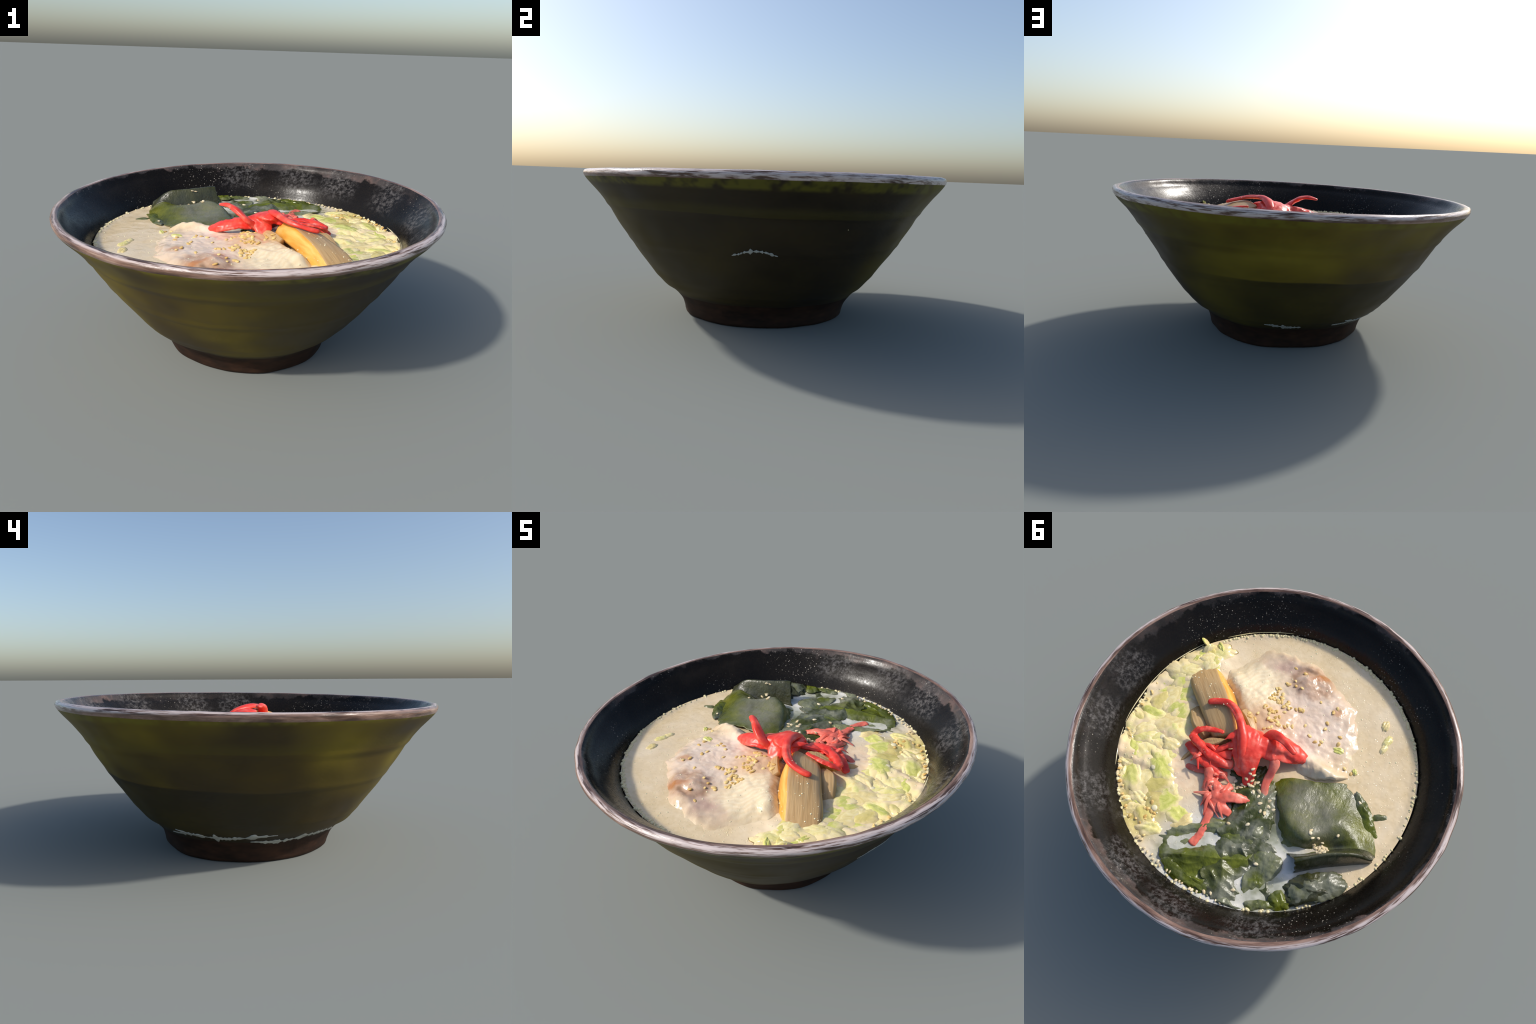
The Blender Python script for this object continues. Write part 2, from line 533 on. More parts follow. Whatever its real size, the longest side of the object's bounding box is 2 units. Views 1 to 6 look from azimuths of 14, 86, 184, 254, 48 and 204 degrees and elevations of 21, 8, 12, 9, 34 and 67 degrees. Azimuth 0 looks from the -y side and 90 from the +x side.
def m_pork():
    m = Mat("simmered_pork")
    n = m.noise(9, 4, 0.6)
    fib = m.wave(11, 9.0, 4, co=m.mapping(rot=(0, 0, 0.6)))
    col = m.ramp(n, (0.3, srgb(214, 186, 152)), (0.55, srgb(228, 204, 174)), (0.75, srgb(236, 218, 194)))
    pink = m.spot(-0.14, -0.28, 0.12, 0.34, 0.2)
    col = m.mix(m.math("MULTIPLY", pink, 0.75), col, m.ramp(n, (0.35, srgb(220, 194, 170)), (0.7, srgb(234, 214, 196))))
    fat = m.spot(0.26, -0.37, 0.12, 0.24, 0.15)
    col = m.mix(m.math("MULTIPLY", fat, 0.85), col, m.ramp(fib, (0.0, srgb(232, 211, 170)), (1.0, srgb(237, 220, 184))))
    hump = m.spot(-0.06, -0.52, 0.08, 0.13, 0.08, 12, sx=1.15)
    col = m.mix(m.math("MULTIPLY", hump, 0.8), col, m.ramp(m.noise(13, 3), (0.32, srgb(150, 106, 70)), (0.5, srgb(190, 152, 122)), (0.65, srgb(214, 184, 160))))
    am = m.spot(-0.10, -0.565, 0.012, 0.05, 0.06, 22, sx=1.9, sy=0.7, rot=0.6)
    col = m.mix(m.math("MULTIPLY", am, 0.7), col, srgb(178, 112, 54))
    br = m.spot(0.17, -0.585, 0.05, 0.12, 0.08, 14, sx=1.5, sy=0.8)
    col = m.mix(m.math("MULTIPLY", br, 0.8), col, srgb(178, 146, 130))
    am2 = m.spot(-0.265, -0.40, 0.01, 0.06, 0.06, 20)
    col = m.mix(m.math("MULTIPLY", am2, 0.7), col, srgb(184, 128, 76))
    gold = m.spot(0.06, -0.20, 0.05, 0.15, 0.1, 16, sx=1.3)
    col = m.mix(m.math("MULTIPLY", gold, 0.55), col, srgb(206, 160, 108))
    rim = m.spot(-0.03, -0.33, 0.27, 0.38, 0.14, 9, sx=1.22)
    col = m.mix(m.math("MULTIPLY", m.math("SUBTRACT", 1.0, rim), 0.75), col, m.ramp(n, (0.3, srgb(218, 194, 154)), (0.6, srgb(232, 212, 176))))
    m.set(Base_Color=col, Roughness=0.22, Specular_IOR_Level=0.5, Subsurface_Weight=0.08, Subsurface_Radius=(0.03, 0.015, 0.01))
    m.bump(m.math("ADD", m.math("MULTIPLY", fib, m.math("MULTIPLY", fat, 0.04)), m.noise(34, 4)), 0.35, 0.008)
    return m.m


def m_menma():
    m = Mat("braised_bamboo")
    # fibres run along the shoot
    ang = math.atan2(-0.4, 0.36)
    co = m.mapping(rot=(0, 0, -ang))
    fib = m.noise(1.0, 4, 0.6, co=m.mapping(scale=(5, 100, 20), co=co))
    col = m.ramp(fib, (0.2, srgb(170, 134, 86)), (0.5, srgb(192, 157, 108)), (0.85, srgb(206, 174, 126)))
    amber = m.ramp(fib, (0.3, srgb(206, 136, 40)), (0.7, srgb(232, 176, 78)))
    m.set(Base_Color=col, Roughness=0.38, Specular_IOR_Level=0.45, Subsurface_Weight=0.05, Subsurface_Radius=(0.03, 0.015, 0.005))
    m.bump(fib, 0.35, 0.006)
    return m.m


def m_amber():
    m = Mat("amber_cut_face")
    ang = math.atan2(-0.4, 0.36)
    fib = m.noise(1.0, 3, 0.6, co=m.mapping(scale=(4, 40, 26), co=m.mapping(rot=(0, 0, -ang))))
    m.set(Base_Color=m.ramp(fib, (0.3, srgb(206, 138, 46)), (0.5, srgb(230, 170, 76)), (0.75, srgb(240, 196, 112))), Roughness=0.35,
          Subsurface_Weight=0.05, Subsurface_Radius=(0.03, 0.015, 0.005))
    m.bump(fib, 0.2, 0.005)
    return m.m


def m_ginger(name, c0, c1, c2):
    m = Mat(name)
    n = m.noise(11, 5, 0.65)
    col = m.ramp(n, (0.3, c0), (0.52, c1), (0.78, c2))
    m.set(Base_Color=col, Roughness=0.36, Specular_IOR_Level=0.45, Subsurface_Weight=0.12, Subsurface_Radius=(0.04, 0.008, 0.006))
    m.bump(m.noise(45, 4), 0.2, 0.005)
    return m.m


def m_wakame(name, tones, gloss=0.3, film=0.5, sheen=False):
    m = Mat(name)
    n = m.noise(7, 5, 0.6)
    rib = m.noise(16, 4, 0.65, co=m.mapping(scale=(2.4, 0.7, 1), rot=(0, 0, 0.6)))
    col = m.ramp(n, (0.3, tones[0]), (0.52, tones[1]), (0.75, tones[2]))
    col = m.mix(m.range(rib, 0.35, 0.65, 0.0, 0.35), col, tones[1])
    # thin film of broth drying on the leaf
    col = m.mix(m.math("MULTIPLY", m.range(m.noise(4.2, 4, 0.62), 0.44, 0.62), film), col, srgb(140, 141, 126))
    if sheen:
        # broth dried to a grey film over the middle of the frond; its rims stay green
        f = m.spot(-0.33, 0.20, 0.10, 0.24, 0.14, 9, sx=0.95, sy=0.75, rot=-0.55)
        col = m.mix(m.math("MULTIPLY", f, m.range(m.noise(24, 5, 0.7), 0.3, 0.6, 0.4, 0.8)), col, srgb(116, 114, 98))
    m.set(Base_Color=col, Roughness=m.range(rib, 0.3, 0.7, gloss - 0.14, gloss + 0.06), Specular_IOR_Level=0.5)
    m.bump(m.math("ADD", m.noise(38, 5, 0.65), rib), 0.45, 0.007)
    return m.m


def m_cabbage():
    m = Mat("boiled_cabbage")
    r = m.random()
    n = m.noise(2.2, 4, 0.6, dist=0.8)
    pale = m.ramp(n, (0.3, srgb(226, 204, 134)), (0.5, srgb(240, 224, 164)), (0.72, srgb(246, 234, 196)))
    green = m.ramp(n, (0.3, srgb(186, 192, 84)), (0.55, srgb(222, 218, 128)), (0.8, srgb(246, 236, 180)))
    col = m.mix(m.range(r, 0.35, 0.65), pale, green)
    col = m.mix(m.range(m.math("FRACT", m.math("MULTIPLY", r, 7.3)), 0.7, 0.9, 0, 0.55), col, srgb(214, 186, 120))
    X, Y, Z = m.xyz()
    rr = m.math("SQRT", m.math("ADD", m.math("MULTIPLY", X, X), m.math("MULTIPLY", m.math("MULTIPLY", Y, Y), 2.6)))
    rr = m.math("ADD", rr, m.math("MULTIPLY", m.math("SUBTRACT", n, 0.5), 0.8))
    col = m.mix(m.range(rr, 0.35, 0.85, 0.0, 0.85), col, srgb(240, 219, 166))
    m.set(Base_Color=col, Roughness=0.12, Specular_IOR_Level=0.5, Subsurface_Weight=0.1, Subsurface_Radius=(0.02, 0.02, 0.008))
    m.bump(m.noise(5, 4), 0.3, 0.006)
    return m.m


def m_sesame(name, a, b):
    m = Mat(name)
    col = m.mix(m.random(), a, b)
    m.set(Base_Color=col, Roughness=0.38, Specular_IOR_Level=0.4)
    return m.m


def m_oil():
    m = Mat("oil_droplet")
    m.set(Base_Color=m.mix(m.random(), srgb(222, 206, 150), srgb(236, 226, 190)), Roughness=0.12, Specular_IOR_Level=0.5, Coat_Weight=0.5, Coat_Roughness=0.05)
    return m.m


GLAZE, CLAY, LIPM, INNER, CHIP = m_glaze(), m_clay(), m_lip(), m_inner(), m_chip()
BROTH, PORK, MENMA, AMBER = m_broth(), m_pork(), m_menma(), m_amber()
GIN_RED = m_ginger("red_pickled_ginger", srgb(210, 40, 30), srgb(236, 72, 56), srgb(246, 142, 120))
GIN_PINK = m_ginger("soaked_pink_ginger", srgb(214, 84, 66), srgb(230, 116, 96), srgb(234, 170, 142))
WAK_DARK = m_wakame("dark_seaweed", (srgb(36, 42, 14), srgb(64, 70, 26), srgb(102, 106, 52)), 0.24, 0.6)
WAK_GREEN = m_wakame("green_seaweed", (srgb(48, 54, 10), srgb(88, 96, 18), srgb(126, 132, 40)), 0.20, 0.55)
WAK_SUNK = m_wakame("sunken_seaweed", (srgb(76, 84, 44), srgb(108, 114, 76), srgb(150, 154, 126)), 0.2, 0.6)
WAK_SHEET = m_wakame("filmed_seaweed", (srgb(52, 56, 10), srgb(90, 94, 20), srgb(122, 122, 40)), 0.32, 0.25, True)
WAK_DEEP = m_wakame("deep_olive_seaweed", (srgb(26, 28, 8), srgb(46, 48, 16), srgb(74, 74, 28)), 0.26, 0.1)
CABB, OIL = m_cabbage(), m_oil()
SES_GOLD = m_sesame("golden_sesame", srgb(206, 166, 92), srgb(234, 206, 138))
SES_PALE = m_sesame("pale_sesame", srgb(206, 184, 140), srgb(230, 214, 178))

# ------------------------------------------------------------------ bowl parts
bowl = empty("ceramic_bowl")
bowl["label"] = "flared olive-brown stoneware bowl with black glazed inside"
bowl["category"] = "ramen bowl"

faces_all = grid_faces(len(rows), SEG, True)
whole = bpy.data.meshes.new("bowl_form")
whole.from_pydata([tuple(v) for v in bowl_verts], [], faces_all)
whole.polygons.foreach_set("use_smooth", [True] * len(whole.polygons))
bm = bmesh.new(); bm.from_mesh(whole); bmesh.ops.recalc_face_normals(bm, faces=bm.faces); bm.to_mesh(whole); bm.free()
whole.update()
vnorm = [v.normal.copy() for v in whole.vertices]
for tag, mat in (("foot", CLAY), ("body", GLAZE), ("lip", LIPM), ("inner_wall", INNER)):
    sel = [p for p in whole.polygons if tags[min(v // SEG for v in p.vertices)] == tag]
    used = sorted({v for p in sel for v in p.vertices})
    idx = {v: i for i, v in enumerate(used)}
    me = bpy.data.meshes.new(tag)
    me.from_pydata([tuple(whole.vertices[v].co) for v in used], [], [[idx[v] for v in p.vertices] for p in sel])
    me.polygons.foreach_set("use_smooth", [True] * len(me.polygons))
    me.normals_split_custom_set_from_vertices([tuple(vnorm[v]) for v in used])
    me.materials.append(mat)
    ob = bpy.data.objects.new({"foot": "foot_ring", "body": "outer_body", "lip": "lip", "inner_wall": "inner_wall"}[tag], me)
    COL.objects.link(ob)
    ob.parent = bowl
bpy.data.meshes.remove(whole)


def chip(a0, a1, f_line, halfw, seed):
    """A pale flaked sliver lying on the outer wall between two azimuths (degrees)."""
    pts, nu, nv = [], 70, 5
    for i in range(nu):
        u = i / (nu - 1)
        a = math.radians(lerp(a0, a1, u))
        fc = lerp(0, 1, u)
        mid = catmull([(z,) for z in f_line], fc)[0] + 0.0035 * n3(u * 9, seed, 0, 1.0)
        hw = halfw * math.sin(math.pi * min(1, max(0.02, u))) ** 0.5 * max(0.10, 0.5 + 1.1 * n3(u * 11, seed + 4, 0, 1.0) + 0.7 * n3(u * 31, seed, 2, 1))
        for j in range(nv):
            z = mid + hw * (2 * j / (nv - 1) - 1)
            f = z / rim_height(a)
            p = bowl_point(a, outer_radius(f, a) + 0.0022, f)
            pts.append(p)
    return thick_sheet("glaze_chip", pts, nu, nv, CHIP, bowl, 0.003)


chip(-14, 2, [0.420, 0.436, 0.446, 0.440, 0.424], 0.010, 1.0)
chip(83, 103, [0.158, 0.150, 0.142, 0.144], 0.016, 2.0)
chip(121, 142, [0.150, 0.157, 0.160], 0.012, 3.0)
chip(127, 179, [0.178, 0.158, 0.147, 0.150, 0.165, 0.170], 0.020, 4.0)
chip(166, 224, [0.126, 0.120, 0.125, 0.140, 0.138, 0.128], 0.018, 5.0)

# ------------------------------------------------------------------ soup
soup = empty("noodle_soup")
soup["label"] = "creamy pork broth with pork, bamboo, seaweed and red ginger"
soup["category"] = "ramen"


def broth_z(x, y):
    r = math.hypot(x, y)
    z = SOUP_Z
    cabz = smooth(0.28, 0.55, x) * smooth(-0.6, -0.4, y) * smooth(0.65, 0.5, y)
    z += 0.0025 * fbm(x, y, 0, 5, 3) + cabz * (0.022 * max(-0.15, n3(x, y * 1.6, 3, 6)) + 0.010 * max(-0.3, n3(x, y * 1.6, 5, 15)) + 0.003 * n3(x, y, 5, 40))
    wk = smooth(0.35, 0.5, y)
    z += wk * (0.004 * n3(x, y, 7, 12) + 0.002 * n3(x, y, 9, 30))
    z += 0.010 * gauss(x, y, 0.45, 0.12, 0.25)
    z += 0.030 * gauss(x, y, 0.50, -0.43, 0.15, 0.09, -0.8) + 0.020 * gauss(x, y, 0.63, -0.36, 0.08)
    z += 0.006 * smooth(0.765, 0.80, r)
    return z


R_SOUP = 0.808
pts, NR, NS = [], 130, 400
for i in range(NR):
    q = (i / (NR - 1)) ** 0.75
    for j in range(NS):
        a = TAU * j / NS
        r = max(0.002, R_SOUP * q)
        x, y = r * math.cos(a), r * math.sin(a)
        pts.append((x, y, broth_z(x, y)))
off = len(pts)
faces = grid_faces(NR, NS, True) + [tuple(range(NS))]
broth = mesh_object("broth", pts, faces, BROTH, soup)

# pork slice -------------------------------------------------------------
PORK_OUT = [(0.386, -0.30), (0.41, -0.46), (0.29, -0.685), (0.081, -0.69), (-0.087, -0.65), (-0.20, -0.58), (-0.33, -0.51), (-0.41, -0.389), (-0.465, -0.21),
            (-0.46, -0.085), (-0.323, -0.002), (-0.218, 0.012), (-0.069, -0.03), (0.122, -0.045), (0.243, -0.132)]


def pork_z(x, y, q):
    z = SOUP_Z + 0.006 + 0.020 * (1 - q ** 3) - 0.020 * smooth(0.75, 1.0, q) + 0.010 * smooth(0.6, 1.0, q) * fbm(x, y, 6, 12, 3)
    z += 0.034 * gauss(x, y, 0.25, -0.30, 0.11, 0.17, 0.6) + 0.022 * gauss(x, y, 0.08, -0.17, 0.16)
    z += 0.034 * gauss(x, y, -0.04, -0.505, 0.08) + 0.012 * gauss(x, y, -0.13, -0.55, 0.06, 0.03, -0.5)
    z -= 0.014 * gauss(x, y, -0.02, -0.575, 0.03, 0.02)
    z += 0.026 * gauss(x, y, -0.30, -0.035, 0.17, 0.045, -0.3) - 0.004 * gauss(x, y, 0.15, -0.56, 0.09, 0.07) + 0.016 * gauss(x, y, 0.0, -0.62, 0.08, 0.05) + 0.026 * gauss(x, y, 0.05, -0.13, 0.10) + 0.012 * gauss(x, y, -0.27, -0.02, 0.10, 0.05)
    z += 0.012 * gauss(x, y, -0.26, -0.40, 0.07)
    z += 0.007 * fbm(x, y, 1, 9, 4) + 0.003 * n3(x, y, 2, 34) + 0.004 * (abs(n3(x, y * 0.6, 8, 17)) - 0.25)
    z += 0.035 * gauss(x, y, 0.36, -0.37, 0.05, 0.13, 0.85) + 0.020 * gauss(x, y, -0.25, -0.03, 0.14, 0.05, -0.2)
    z += 0.022 * gauss(x, y, -0.36, -0.06, 0.10, 0.05, -0.3) * smooth(0.7, 1.0, q)
    return z


pork = polar_patch("pork_slice", PORK_OUT, PORK, soup, pork_z, rings=64, segs=220, ragged=0.02, floor=SOUP_Z - 0.05)

# bamboo shoots ----------------------------------------------------------
def bamboo(name, left, right, depth, seed=0.0, nu=60, groove=0.0022, flare=0.004):
    """A slab: its top runs between a left and a right edge curve; sides go down by depth."""
    left, right = [sink(p) for p in left], [sink(p) for p in right]
    verts, N = [], 0
    prof_n = 18
    for i in range(nu):
        u = i / (nu - 1)
        L, R = Vector(catmull(left, u)), Vector(catmull(right, u))
        ring = []
        d = depth * (1 + 0.15 * n3(u * 3, seed, 0))
        for j in range(prof_n):
            s = j / (prof_n - 1)
            p = L.lerp(R, s)
            bulge = 0.006 * (1 - (2 * s - 1) ** 2) - 0.010 * max(0, abs(2 * s - 1) - 0.85) / 0.15
            p = p + Vector((0, 0, bulge + groove * n3(s * 16, u * 1.5, seed) + 0.002 * n3(s * 3, u * 5, seed + 2)))
            ring.append(p)
        side = (R - L); side.z = 0; side.normalize()
        ring += [R + side * flare * 0.5 + Vector((0, 0, -d * 0.35)), R + side * flare + Vector((0, 0, -d * 0.8)), R + side * flare * 0.8 + Vector((0, 0, -d))]
        ring += [L.lerp(R, 0.5) + Vector((0, 0, -d)), L + side * 0.02 + Vector((0, 0, -d)), L - side * 0.004 + Vector((0, 0, -d * 0.6)), L - side * 0.003 + Vector((0, 0, -d * 0.25))]
        N = len(ring)
        verts += ring
    faces = grid_faces(nu, N, True)
    faces.append(tuple(range(N)))
    faces.append(tuple((nu - 1) * N + j for j in range(N)))
    ob = mesh_object(name, verts, faces, MENMA, soup)
    ob.data.materials.append(AMBER)
    for k, p in enumerate(ob.data.polygons):
        if len(p.vertices) == 4 and min(v % N for v in p.vertices) in (prof_n - 2, prof_n - 1, prof_n, prof_n + 1):
            p.material_index = 1
    return ob


bamboo("bamboo_shoot",
       [(0.655, -0.395, 0.576), (0.578, -0.255, 0.640), (0.463, -0.137, 0.664), (0.357, -0.027, 0.674), (0.300, 0.015, 0.660)],
       [(0.540, -0.475, 0.586), (0.416, -0.328, 0.668), (0.336, -0.244, 0.700), (0.255, -0.142, 0.714), (0.185, -0.035, 0.695)], 0.085, 1.0, flare=0.034)
bamboo("bamboo_shoot", [(0.520, -0.115, 0.600), (0.485, -0.065, 0.635), (0.435, -0.005, 0.655), (0.36, 0.03, 0.640)],
       [(0.490, -0.165, 0.600), (0.435, -0.115, 0.630), (0.375, -0.06, 0.650), (0.32, -0.02, 0.640)], 0.05, 2.0, 30)
bamboo("bamboo_shoot", [(0.440, 0.215, 0.597), (0.405, 0.180, 0.622), (0.36, 0.11, 0.640), (0.28, 0.07, 0.672)],
       [(0.420, 0.120, 0.60), (0.375, 0.085, 0.628), (0.32, 0.03, 0.662), (0.22, 0.01, 0.680)], 0.055, 3.0, 30)
bamboo("bamboo_shoot", [(0.23, -0.18, 0.662), (0.18, -0.14, 0.672), (0.13, -0.09, 0.665), (0.10, -0.03, 0.64)],
       [(0.20, -0.235, 0.635), (0.15, -0.185, 0.648), (0.105, -0.125, 0.648), (0.07, -0.06, 0.63)], 0.05, 4.0, 30)

# ginger -----------------------------------------------------------------
ginger = empty("pickled_ginger", soup)
SP = [
    # a long shred curling over the bamboo
    ("red", [(0.404, -0.140, 0.698), (0.354, -0.160, 0.711), (0.292, -0.166, 0.727), (0.225, -0.128, 0.738), (0.164, -0.062, 0.742), (0.127, 0.004, 0.728), (0.107, 0.065, 0.70), (0.10, 0.128, 0.65)],
     [0.030, 0.034, 0.036, 0.038, 0.045, 0.05, 0.05, 0.04], 0.8),
    # the broad bunch in the middle
    ("red", [(0.165, -0.075, 0.715), (0.105, -0.019, 0.712), (0.07, 0.054, 0.692), (0.052, 0.118, 0.66), (0.03, 0.185, 0.608)], [0.05, 0.10, 0.10, 0.08, 0.05], 0.55),
    ("red", [(0.20, -0.05, 0.69), (0.14, 0.0, 0.692), (0.10, 0.06, 0.675), (0.085, 0.11, 0.64), (0.075, 0.15, 0.615)], [0.04, 0.09, 0.11, 0.09, 0.05], 0.6),
    ("red", [(0.10, -0.115, 0.635), (0.085, -0.06, 0.672), (0.05, -0.01, 0.688), (0.0, 0.02, 0.672)], [0.05, 0.09, 0.09, 0.06], 0.7),
    # arm over the pork
    ("red", [(0.07, -0.015, 0.695), (0.0, -0.045, 0.688), (-0.069, -0.068, 0.676), (-0.145, -0.063, 0.655), (-0.222, -0.066, 0.622)], [0.07, 0.075, 0.078, 0.075, 0.05], 0.6),
    ("red", [(0.03, -0.06, 0.66), (-0.03, -0.092, 0.668), (-0.10, -0.095, 0.652), (-0.17, -0.08, 0.628)], [0.05, 0.055, 0.05, 0.03], 0.7),
    ("red", [(0.04, 0.02, 0.675), (-0.03, 0.0, 0.665), (-0.10, -0.02, 0.652), (-0.17, -0.04, 0.63)], [0.05, 0.055, 0.05, 0.03], 0.6),
    # the tip that stands up
    ("red", [(0.045, -0.045, 0.655), (0.018, -0.085, 0.695), (-0.03, -0.085, 0.735), (-0.09, -0.05, 0.758), (-0.158, -0.016, 0.752)], [0.065, 0.055, 0.045, 0.036, 0.022], 0.75),
    # loops to the right
    ("red", [(0.418, 0.048, 0.662), (0.35, 0.087, 0.672), (0.271, 0.122, 0.668), (0.205, 0.130, 0.655), (0.14, 0.12, 0.64)], [0.040, 0.046, 0.050, 0.055, 0.05], 0.7),
    ("red", [(0.415, 0.055, 0.650), (0.385, 0.018, 0.672), (0.317, -0.004, 0.685), (0.245, -0.012, 0.692)], [0.036, 0.034, 0.030, 0.024], 0.7),
    ("red", [(0.432, 0.085, 0.625), (0.335, 0.140, 0.650), (0.258, 0.170, 0.645), (0.20, 0.185, 0.63), (0.15, 0.17, 0.615)], [0.036, 0.045, 0.05, 0.05, 0.04], 0.7),
    ("pink", [(0.265, 0.155, 0.645), (0.238, 0.200, 0.640), (0.225, 0.258, 0.628), (0.215, 0.32, 0.606)], [0.045, 0.05, 0.045, 0.03], 0.7),
    ("red", [(0.262, 0.108, 0.66), (0.211, 0.054, 0.678), (0.130, 0.010, 0.69)], [0.026, 0.034, 0.04], 0.7),
    # pointed flap
    ("red", [(0.222, 0.036, 0.716), (0.19, -0.005, 0.715), (0.150, -0.045, 0.715), (0.11, -0.05, 0.70)], [0.012, 0.036, 0.05, 0.04], 0.6),
    # paler shreds hanging toward the seaweed
    ("pink", [(-0.02, -0.01, 0.67), (-0.062, 0.030, 0.655), (-0.060, 0.09, 0.637), (-0.062, 0.161, 0.624), (-0.084, 0.225, 0.606)], [0.04, 0.045, 0.042, 0.036, 0.026], 0.6),
    # the soaked bunch
    ("pink", [(0.100, 0.215, 0.612), (0.155, 0.295, 0.630), (0.182, 0.375, 0.608)], [0.035, 0.055, 0.035], 0.6),
    ("pink", [(-0.03, 0.25, 0.608), (0.068, 0.278, 0.632), (0.150, 0.310, 0.626), (0.19, 0.375, 0.606)], [0.03, 0.055, 0.06, 0.04], 0.6),
    ("pink", [(0.045, 0.362, 0.606), (0.108, 0.347, 0.624), (0.17, 0.352, 0.608)], [0.035, 0.055, 0.04], 0.6),
    ("pink", [(0.154, 0.328, 0.622), (0.145, 0.426, 0.613), (0.143, 0.498, 0.611), (0.162, 0.583, 0.603)], [0.05, 0.04, 0.035, 0.045], 0.5),
    ("pink", [(0.22, 0.22, 0.625), (0.17, 0.26, 0.632), (0.12, 0.27, 0.625)], [0.04, 0.05, 0.03], 0.6),
    ("red", [(0.36, 0.095, 0.655), (0.30, 0.075, 0.655), (0.23, 0.085, 0.66), (0.16, 0.075, 0.66)], [0.02, 0.045, 0.05, 0.05], 0.5),
    ("pink", [(0.40, 0.20, 0.606), (0.33, 0.205, 0.617), (0.25, 0.19, 0.62)], [0.02, 0.03, 0.03], 0.6),
]
def melt(name, parts, mat, parent, voxel, rounds):
    """Join soft parts into one lumpy mass with webs between them."""
    V, F = [], []
    for o in parts:
        k = len(V)
        V += [v.co.copy() for v in o.data.vertices]
        F += [[k + v for v in p.vertices] for p in o.data.polygons]
        bpy.data.objects.remove(o)
    ob = mesh_object(name, V, F, mat, parent)
    r = ob.modifiers.new("Remesh", "REMESH"); r.mode = "VOXEL"; r.voxel_size = voxel
    q = ob.modifiers.new("Smooth", "SMOOTH"); q.iterations = rounds; q.factor = 0.5
    me = bpy.data.meshes.new_from_object(ob.evaluated_get(bpy.context.evaluated_depsgraph_get()))
    ob.modifiers.clear()
    ob.data = me
    for v in me.vertices:
        c = v.co
        v.co = c + v.normal * (0.003 * fbm(c.x, c.y, c.z, 26, 3) + 0.002 * n3(c.x * 60, c.y * 18, c.z * 40))
    me.polygons.foreach_set("use_smooth", [True] * len(me.polygons))
    me.materials.clear(); me.materials.append(mat)
    return ob


def fringe(cx, cy, n, z0, reach, kind, seed):
    """Fine shreds lying across a clump, for the frayed look of cut ginger."""
    g = random.Random(seed)
    for _ in range(n):
        a, b = g.uniform(0, TAU), g.uniform(-0.7, 0.7)
        x, y = cx + g.uniform(-0.6, 0.6) * reach, cy + g.uniform(-0.6, 0.6) * reach
        L = g.uniform(0.5, 1.0) * reach
        sp = [(x - L * math.cos(a), y - L * math.sin(a), z0 - 0.014), (x, y, z0 + g.uniform(0.0, 0.012)), (x + L * math.cos(a + b), y + L * math.sin(a + b), z0 - 0.016)]
        SP.append((kind, sp, [0.006, g.uniform(0.014, 0.024), 0.008], 0.6))


FIRST = len(SP)
fringe(0.15, 0.31, 12, 0.627, 0.09, "pink", 2)
fringe(0.20, 0.22, 6, 0.632, 0.07, "pink", 3)
fringe(0.29, 0.12, 5, 0.668, 0.08, "red", 4)
fringe(0.09, 0.05, 5, 0.690, 0.07, "red", 6)
mound, soaked, loop = [], [], []
for i, (kind, sp, w, fl) in enumerate(SP):
    w = [k * (1.12 if i < FIRST else 1.0) for k in w]
    ob = strand("ginger_shred", sp, w, GIN_RED if kind == "red" else GIN_PINK, ginger, fl * 0.68, 18, 44, i * 1.7, 0.28)
    if i in (1, 2, 3, 4, 5, 6, 12, 13):
        mound.append(ob)
    elif i in (8, 9, 10):
        loop.append(ob)
    elif i in (11, 15, 16, 17, 18, 19):
        soaked.append(ob)
melt("ginger_mound", mound, GIN_RED, ginger, 0.006, 6)
melt("ginger_loop", loop, GIN_RED, ginger, 0.005, 4)
melt("ginger_clump", soaked, GIN_PINK, ginger, 0.005, 4)

# seaweed ----------------------------------------------------------------
wak = empty("seaweed", soup)
# the big folded frond: rows run from the pork to the far wall, columns from the ginger side outwards
FOLD = [
    [(-0.085, 0.094, 0.596), (-0.165, 0.056, 0.614), (-0.302, 0.028, 0.624), (-0.432, -0.020, 0.614), (-0.515, 0.018, 0.598)],
    [(-0.106, 0.156, 0.596), (-0.176, 0.153, 0.634), (-0.319, 0.104, 0.632), (-0.475, 0.026, 0.612), (-0.571, 0.071, 0.598)],
    [(-0.174, 0.258, 0.596), (-0.229, 0.252, 0.644), (-0.351, 0.190, 0.641), (-0.493, 0.116, 0.627), (-0.641, 0.127, 0.592)],
    [(-0.231, 0.339, 0.600), (-0.335, 0.347, 0.664), (-0.415, 0.285, 0.656), (-0.491, 0.196, 0.655), (-0.678, 0.183, 0.598)],
    [(-0.271, 0.391, 0.596), (-0.371, 0.375, 0.606), (-0.442, 0.326, 0.604), (-0.562, 0.247, 0.648), (-0.719, 0.237, 0.590)],
    [(-0.305, 0.432, 0.602), (-0.393, 0.403, 0.612), (-0.481, 0.343, 0.612), (-0.625, 0.292, 0.650), (-0.716, 0.278, 0.596)],
    [(-0.352, 0.482, 0.716), (-0.428, 0.430, 0.716), (-0.503, 0.381, 0.708), (-0.612, 0.338, 0.694), (-0.690, 0.320, 0.645)],
    [(-0.366, 0.506, 0.640), (-0.440, 0.455, 0.645), (-0.520, 0.405, 0.645), (-0.622, 0.356, 0.640), (-0.700, 0.318, 0.62)],
    [(-0.365, 0.512, 0.590), (-0.443, 0.460, 0.590), (-0.524, 0.412, 0.590), (-0.626, 0.358, 0.590), (-0.702, 0.318, 0.590)],
]
nu, nv = 72, 44
P = []
